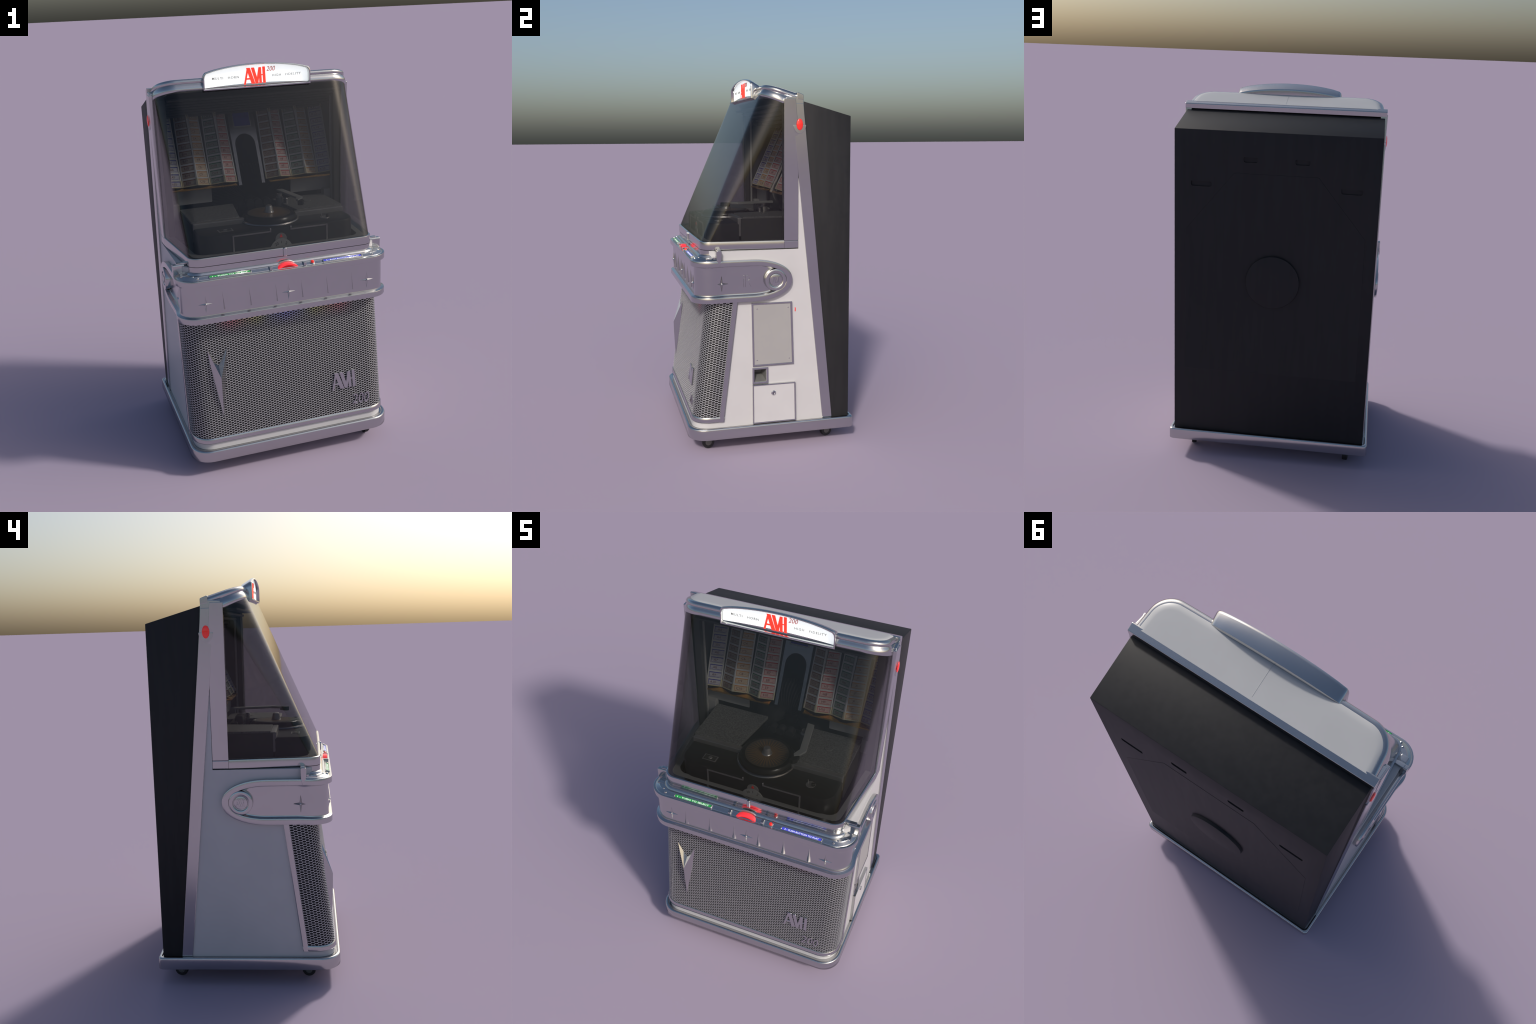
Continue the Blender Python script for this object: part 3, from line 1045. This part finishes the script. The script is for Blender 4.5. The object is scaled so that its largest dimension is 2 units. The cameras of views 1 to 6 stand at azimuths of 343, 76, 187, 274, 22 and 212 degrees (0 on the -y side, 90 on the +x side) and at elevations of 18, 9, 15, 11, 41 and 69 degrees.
# ------------------------------------------------------------------ coin-side fittings (right hand side)
def build_side_fittings():
    x0 = 0.5165

    def quad_frame(name, q, w, proud, mat):  # bevelled border standing on the side panel
        c = [sum(p[i] for p in q) / 4 for i in (0, 1)]
        def inset(p):
            return (p[0] - math.copysign(w, p[0] - c[0]), p[1] - math.copysign(w, p[1] - c[1]))
        qi = [inset(p) for p in q]
        rings = []
        for d, f in [(0.0, 0.0), (proud, 0.0), (proud + 0.001, 0.15), (proud + 0.001, 0.85), (proud, 1.0), (0.0, 1.0)]:
            rings.append([(x0 + d, a[0] + (b[0] - a[0]) * f, a[1] + (b[1] - a[1]) * f) for a, b in zip(q, qi)])
        loft(name, rings, mat, close_ring=True, smooth=20)
        return qi
    qi = quad_frame("access_panel_frame", [(-0.113, 0.808), (0.108, 0.807), (0.117, 0.463), (-0.109, 0.463)], 0.009, 0.0105, CHROME)
    prism("access_panel", qi, "x", 0.50, x0 + 0.0085, GREYPANEL, bev=0.0008)
    for y, z in [(-0.084, 0.776), (0.086, 0.776), (-0.086, 0.496), (0.092, 0.496)]:
        lathe("panel_screw", [(0.003, 0), (0.003, 0.002), (0.002, 0.003), (0.0003, 0.0032)], CHROME_SOFT, ROOT, (x0 + 0.0075, y, z), "x", 14)
    quad_frame("coin_return_frame", [(-0.111, 0.454), (-0.024, 0.454), (-0.024, 0.365), (-0.111, 0.365)], 0.010, 0.007, CHROME)
    # tapered pocket behind the opening
    a = [(-0.101, 0.445), (-0.034, 0.445), (-0.034, 0.375), (-0.101, 0.375)]
    b = [(-0.088, 0.436), (-0.050, 0.436), (-0.050, 0.408), (-0.088, 0.408)]
    rings = [[(0.519, y, z) for y, z in a], [(0.47, y, z) for y, z in b], [(0.46, y, z) for y, z in b]]
    loft("coin_return_pocket", rings, POCKET, close_ring=True, caps=False, smooth=10)
    prism("pocket_back", b, "x", 0.455, 0.4605, POCKET, bev=0)
    d = quad_frame("cash_door_frame", [(-0.112, 0.362), (0.124, 0.361), (0.127, 0.146), (-0.112, 0.146)], 0.006, 0.0165, CHROME)
    prism("cash_door", d, "x", 0.50, x0 + 0.0155, WHITE, bev=0.0008)
    lathe("door_lock", [(0.013, 0), (0.013, 0.003), (0.010, 0.006), (0.006, 0.0065), (0.0055, 0.004), (0.0003, 0.004)], CHROME, ROOT, (x0 + 0.0155, 0.002, 0.311), "x", 24)
    box("keyhole", (x0 + 0.018, 0.0008, 0.306), (x0 + 0.020, 0.0032, 0.316), RUBBER, bev=0)
    box("red_stud", (0.5165, 0.1255, 0.750), (0.5195, 0.1305, 0.771), RED, bev=0.001)


build_side_fittings()


# ------------------------------------------------------------------ interior
def card_column(rack, p0, p1, letter, first, colour, tilt_up, length):
    """One folded leaf of the title rack with ten title cards."""
    p0, p1 = Vector(p0), Vector(p1)
    ex = (p1 - p0).normalized()
    W = (p1 - p0).length
    M = frame_matrix(p0, ex, tilt_up)
    pitch = length / 10.25

    def bx(name, x0, x1, y0, y1, z0, z1, mat, parent, bev=0.0):
        bm = bmesh.new()
        bmesh.ops.create_cube(bm, size=1)
        for v in bm.verts:
            v.co = Vector(((x0 + x1) / 2 + v.co.x * (x1 - x0), (y0 + y1) / 2 + v.co.y * (y1 - y0),
                           (z0 + z1) / 2 + v.co.z * (z1 - z0)))
        bmesh.ops.recalc_face_normals(bm, faces=bm.faces[:])
        bevel_bm(bm, bev, 1)
        bm.transform(M)
        return from_bm(name, bm, mat, parent, recalc=True)
    bx("rack_leaf", 0.0, W, 0.0, length, -0.006, -0.0015, DKWALL, rack)
    m = 0.0085
    for x0, x1 in [(0.0, m), (W - m, W)]:
        bx("rack_stile", x0 + 0.0004, x1 - 0.0004, 0.0, length, -0.0015, 0.0022, RACKGREY, rack, 0.0006)
    for r in range(11):
        y0 = pitch * r - 0.0048 + 0.0055
        bx("rack_bar", m - 0.0006, W - m + 0.0006, max(0.0, y0 - 0.0045), min(length, y0 + 0.0045), -0.0015, 0.0018, CREAM if r == 0 else RACKGREY, rack, 0.0005)
    # cream corner pieces round the first and the last card
    for y0, y1 in [(0.0, pitch * 1.0), (length - pitch, length)]:
        bx("rack_end", 0.0008, m - 0.002, y0, y1, 0.0, 0.0034, CREAM, rack)
        bx("rack_end", W - m + 0.002, W - 0.0008, y0, y1, 0.0, 0.0034, CREAM, rack)
    for r in range(10):
        yb = 0.0058 + pitch * (9 - r)
        h = pitch * 0.76
        card = bx("title_card", m, W - m, yb, yb + h, -0.0015, -0.0006, CARD[colour], rack)
        bx("card_stripe", m, W - m, yb + h * 0.84, yb + h, -0.0008, -0.0001, STRIPE[colour], rack)
        bx("card_stripe", m, m + 0.0022, yb, yb + h, -0.0008, -0.0003, STRIPE[colour], rack)
        bx("card_stripe", m + 0.006, W - m - 0.006, yb + h * 0.08, yb + h * 0.13, -0.0008, -0.0003, STRIPE[colour], rack)
        o = M @ Vector((W * 0.42, yb + h * 0.47, -0.0006))
        place_text("card_number", letter + str(first + r), CARDTEXT, rack, tuple(o), tuple(ex), tuple(M.to_3x3() @ Vector((0, 1, 0))),
                   height=h * 0.42, extrude=0.0003)


def build_interior():
    # floor, rim ledge round the window opening
    def ringo(hw, yf, yb, R, z):
        return ring_at(upath(hw, yf, yb, R), z)
    loft("window_ledge", [ring_at(canopy_path(o, 0.10, 0.085), z) for o, z in
                          [(-0.012, 1.131), (-0.040, 1.1325), (-0.0535, 1.1325), (-0.056, 1.128), (-0.056, 1.09)]], RIM)
    prism("interior_floor", canopy_path(-0.02, 0.07), "z", 1.089, 1.094, DARK, bev=0)
    box("rear_floor", (-0.486, 0.0705, 1.089), (0.486, 0.384, 1.106), DARK, bev=0)
    # inside rear walls and posts
    box("interior_back_wall", (-0.487, 0.385, 1.09), (0.487, 0.398, 1.755), DKWALL, bev=0)
    for s in (1, -1):
        box("interior_side_wall", (s * 0.470, 0.078, 1.10), (s * 0.486, 0.384, 1.752), DKWALL, bev=0.002)
        box("interior_post", (s * 0.452, 0.074, 1.10), (s * 0.488, 0.100, 1.845), DKWALL, bev=0.004)
        box("interior_post_bead", (s * 0.446, 0.104, 1.12), (s * 0.456, 0.116, 1.80), GREYWALL, bev=0.003)
        # pale valance under each title rack
        x_in, x_out = s * 0.224, s * 0.468
        lo, hi = min(x_in, x_out), max(x_in, x_out)
        box("rack_valance", (lo, 0.150, 1.276), (hi, 0.162, 1.366), GREYWALL, bev=0.004)
        lo, hi = sorted((s * 0.41, s * 0.468))
        box("side_valance", (lo, 0.120, 1.20), (hi, 0.165, 1.285), GREYWALL, bev=0.003)
        lo, hi = sorted((s * 0.092, s * 0.466))
        box("rack_rail", (lo, 0.108, 1.3600), (hi, 0.148, 1.3690), GOLD, bev=0.0015)
        # hammered cover plates either side of the record well
        pts = [(s * 0.408, -0.130), (s * 0.155, -0.130), (s * 0.112, 0.148), (s * 0.408, 0.148)]
        prism("cover_plate", pts, "z", 1.236, 1.2555, HAMMER, bev=0.004)
        lo, hi = sorted((s * 0.404, s * 0.135))
        prism("plate_front", [(lo, -0.158), (hi, -0.158), (hi, -0.128), (lo, -0.128)], "z", 1.15, 1.2505, STEEL, bev=0.006)
        lo, hi = sorted((s * 0.404, s * 0.410))
        box("cover_side", (lo, -0.14, 1.10), (hi, 0.15, 1.245), DKWALL, bev=0.001)
    lathe("plate_cap", [(0.022, 1.25), (0.022, 1.257), (0.020, 1.2585), (0.0005, 1.2585)], HAMMER, ROOT, (0.27, 0.02, 0), "z", 28)
    # stepped ceiling vanes
    for k in range(7):
        y = 0.315 - 0.044 * k
        z = 1.722 + 0.0185 * k
        bm_hw = 0.474 - 0.004 * k
        box("ceiling_vane", (-bm_hw, y - 0.040, z), (bm_hw, y + 0.012, z + 0.012), DKWALL, bev=0.004, seg=3)
    # mechanism deck: black, rounded front corners
    deck = loft("mechanism_deck", [ringo(0.404, -0.317, -0.15, 0.075, 1.094), ringo(0.404, -0.317, -0.15, 0.075, 1.215), ringo(0.401, -0.314, -0.15, 0.073, 1.222),
                                   ringo(0.395, -0.308, -0.15, 0.07, 1.2245)], DECK, close_ring=True, caps=True, smooth=35)
    # stepped bright outline on the front of the deck
    for s in (1, -1):
        t = 0.0045
        y = -0.3165
        lo, hi = sorted((s * 0.240, s * 0.248))
        box("deck_trim", (lo, y - t, 1.10), (hi, y + 0.002, 1.2145), STEEL, deck, 0.001)
        lo, hi = sorted((s * 0.052, s * 0.240))
        box("deck_trim", (lo, y - t, 1.2075), (hi, y + 0.002, 1.2145), STEEL, deck, 0.001)
        lo, hi = sorted((s * 0.050, s * 0.056))
        box("deck_trim", (lo, y - t, 1.2075), (hi, y + 0.002, 1.2275), STEEL, deck, 0.001)
    # name plate, lever switch
    box("deck_plate", (-0.300, -0.268, 1.2235), (-0.226, -0.226, 1.2262), STEEL, deck, 0.0008)
    box("deck_plate_inlay", (-0.294, -0.263, 1.2262), (-0.232, -0.231, 1.2272), DKWALL, deck, 0)
    lathe("plate_emblem", [(0.011, 1.2265), (0.009, 1.2285), (0.0004, 1.2290)], STEEL, deck, (-0.263, -0.246, 0), "z", 20)
    lathe("switch_plate", [(0.024, 1.224), (0.023, 1.2265), (0.0004, 1.2266)], STEEL, deck, (0.268, -0.235, 0), "z", 28)
    tube("switch_lever", [(0.254, -0.232, 1.224), (0.252, -0.228, 1.246)], 0.0022, STEEL, deck)
    lathe("switch_knob", [(0.009, 1.225), (0.009, 1.238), (0.007, 1.240), (0.0004, 1.2402)], RUBBER, deck, (0.282, -0.238, 0), "z", 20)
    # numbered dial that peeps out at the bottom of the deck
    dial = lathe("selection_dial", [(0.0004, -0.3205), (0.030, -0.3205), (0.030, -0.317), (0.0004, -0.317)], RIM, deck, (0, 0, 1.168), "y", 32)
    lathe("dial_wheel", [(0.0004, -0.3215), (0.058, -0.3215), (0.058, -0.3185), (0.0004, -0.3185)], GREYWALL, deck, (0, 0, 1.112), "y", 48)
    prism("dial_pointer", [(-0.008, 1.176), (0.008, 1.176), (0.0, 1.193)], "y", -0.3225, -0.3205, RED, deck, bev=0)
    for tx, x in (("20", -0.024), ("1", 0.001), ("2", 0.026)):
        place_text("dial_number", tx, RUBBER, deck, (x, -0.3215, 1.152 - abs(x) * 0.35), (1, 0, -x * 18), (x * 18, 0, 1), height=0.014, extrude=0.0006)

    # turntable
    tt = bpy.data.objects.new("turntable", None)
    ROOT_COLL.objects.link(tt)
    tt.parent = ROOT
    tt.location = (0, -0.140, 1.2245)
    lathe("turntable_ring", [(0.150, 0.0), (0.152, 0.004), (0.149, 0.010), (0.143, 0.012), (0.141, 0.008), (0.10, 0.006)], CHROME_SOFT, tt, (0, 0, 0), "z", 80)
    lathe("platter", [(0.132, 0.005), (0.140, 0.012), (0.139, 0.020), (0.130, 0.033), (0.126, 0.0365), (0.120, 0.0375), (0.105, 0.0365), (0.02, 0.0365)], VINYL, tt, (0, 0, 0), "z", 80)
    lb = lathe("platter_label", [(0.002, 0.0), (0.110, 0.0), (0.110, 0.0015), (0.002, 0.0015)], SUNBURST, tt, (0, 0, 0), "z", 80)
    lb.location = (0, 0, 0.0366)
    lathe("spindle", [(0.027, 0.036), (0.027, 0.039), (0.024, 0.042), (0.0225, 0.046), (0.0185, 0.066), (0.016, 0.072), (0.011, 0.0745), (0.0005, 0.075)], STEEL, tt, (0, 0, 0), "z", 36)
    # tone arm
    arm = prism("tone_arm", [(0.124, 0.104), (0.162, 0.100), (0.196, -0.112), (0.176, -0.150), (0.152, -0.165), (0.144, -0.150), (0.160, -0.110)], "z", 1.305, 1.317, TONE, bev=0.003)
    prism("arm_head", [(0.178, -0.153), (0.153, -0.168), (0.138, -0.192), (0.160, -0.206), (0.176, -0.186)], "z", 1.292, 1.315, RUBBER, bev=0.003)
    lathe("arm_pivot", [(0.020, 1.10), (0.020, 1.285), (0.014, 1.290), (0.014, 1.304)], STEEL, ROOT, (0.125, 0.055, 0), "z", 24)
    lathe("arm_pivot", [(0.013, 1.10), (0.013, 1.280), (0.009, 1.285), (0.0005, 1.285)], CHROME_SOFT, ROOT, (0.150, 0.025, 0), "z", 24)
    # gripper mechanism in front of the record magazine
    for x in (-0.045, 0.0, 0.05):
        lathe("gripper_drum", [(0.006, -0.02), (0.022, -0.02), (0.024, -0.012), (0.024, 0.012), (0.022, 0.02), (0.006, 0.02)], DECK, ROOT, (x, 0.055, 1.268), "y", 28)
    box("gripper_bridge", (-0.10, 0.06, 1.225), (0.11, 0.10, 1.262), DECK, bev=0.006)
    # ring magazine of upright records, seen edge-on like a fan
    rec = None
    for k in range(44):
        t = math.radians(-18 + 216 * k / 43)
        if rec is None:
            R = 0.088
            rec = lathe("record", [(0.0004, -0.0009), (0.030, -0.0009), (0.031, -0.0006), (R - 0.002, -0.0006), (R, 0.0), (R - 0.002, 0.0006), (0.031, 0.0006),
                                   (0.030, 0.0009), (0.0004, 0.0009)], RECORD, ROOT, (0, 0, 0), "z", 40)
            o = rec
        else:
            o = rec.copy()
            ROOT_COLL.objects.link(o)
        c = (0.118 * cos(t), 0.238, 1.245 + 0.118 * sin(t))
        o.matrix_local = frame_matrix(c, (cos(t), 0, sin(t)), (0, 1, 0))
    lathe("magazine_hub", [(0.0005, 0.19), (0.034, 0.19), (0.036, 0.195), (0.036, 0.33), (0.0005, 0.33)], DECK, ROOT, (0, 0, 1.245), "y", 32)

    # title racks
    up = Vector((0, 0.430, 0.903))
    length = 0.405
    fwd, bck = (0.114, 1.384), (0.146, 1.371)
    xs = [0.456, 0.383, 0.305, 0.230, 0.1545, 0.081]
    cols_l = [("A", 1, "blue"), ("B", 11, "brown"), ("C", 1, "orange"), ("D", 11, "green"), ("E", 1, "red")]
    cols_r = [("G", 11, "brown"), ("H", 1, "red"), ("I", 11, "green"), ("J", 1, "orange"), ("K", 11, "blue")]
    for side, cols in ((-1, cols_l), (1, cols_r)):
        rack = bpy.data.objects.new("title_rack", None)
        ROOT_COLL.objects.link(rack)
        rack.parent = ROOT
        pts = [(side * x, *(fwd if i % 2 == 0 else bck)) for i, x in enumerate(xs)]
        if side > 0:
            pts = list(reversed(pts))
        for (a, b), (l, f, c) in zip(zip(pts, pts[1:]), cols):
            card_column(rack, a, b, l, f, c, up, length)
    # arched centre plate between the racks
    def cp(x, u, d=0.0):
        o = Vector((x, 0.143, 1.350)) + up * u - up.cross(Vector((1, 0, 0))) * d
        return o
    M = frame_matrix((0, 0.1445, 1.350), (1, 0, 0), up)
    bm = bmesh.new()
    n = 16
    inner = [(0.054, 0.0), (0.054, 0.222)] + [(0.054 * cos(pi * i / n), 0.222 + 0.060 * sin(pi * i / n)) for i in range(1, n)] + [(-0.054, 0.222), (-0.054, 0.0)]
    outer = []
    for (x, y) in inner:
        if y <= 0.2221:
            outer.append((math.copysign(0.074, x), y))
        else:
            a = math.atan2(y - 0.222, x)
            dx, dy = cos(a), sin(a)
            k = min(0.074 / abs(dx) if abs(dx) > 1e-6 else 9, 0.19 / dy)
            outer.append((dx * k, 0.222 + dy * k))
    f0 = [bm.verts.new((x, y, 0.0)) for x, y in outer]
    f1 = [bm.verts.new((x, y, 0.010)) for x, y in outer]
    i1 = [bm.verts.new((x * 1.05, y + (0.002 if y > 0.222 else 0), 0.010)) for x, y in inner]
    i0 = [bm.verts.new((x, y, 0.0)) for x, y in inner]
    m = len(inner)
    for i in range(m - 1):
        bm.faces.new((f0[i], f0[i + 1], f1[i + 1], f1[i]))
        bm.faces.new((f1[i], f1[i + 1], i1[i + 1], i1[i]))
        bm.faces.new((i1[i], i1[i + 1], i0[i + 1], i0[i]))
    bm.transform(M)
    from_bm("arch_plate", bm, CHROME_SOFT, smooth=35)
    M3 = M.to_3x3()

    def plate(name, x0, x1, y0, y1, z0, z1, mat, bev=0.001):
        bm = bmesh.new()
        bmesh.ops.create_cube(bm, size=1)
        for v in bm.verts:
            v.co = Vector(((x0 + x1) / 2 + v.co.x * (x1 - x0), (y0 + y1) / 2 + v.co.y * (y1 - y0), (z0 + z1) / 2 + v.co.z * (z1 - z0)))
        bmesh.ops.recalc_face_normals(bm, faces=bm.faces[:])
        bevel_bm(bm, bev, 1)
        bm.transform(M)
        return from_bm(name, bm, mat)
    plate("instruction_frame", -0.052, 0.052, 0.322, 0.408, 0.008, 0.0125, STEEL)
    plate("instruction_plate", -0.045, 0.045, 0.328, 0.402, 0.0115, 0.0140, BLUESIGN, 0)


build_interior()
bpy.context.view_layer.update()
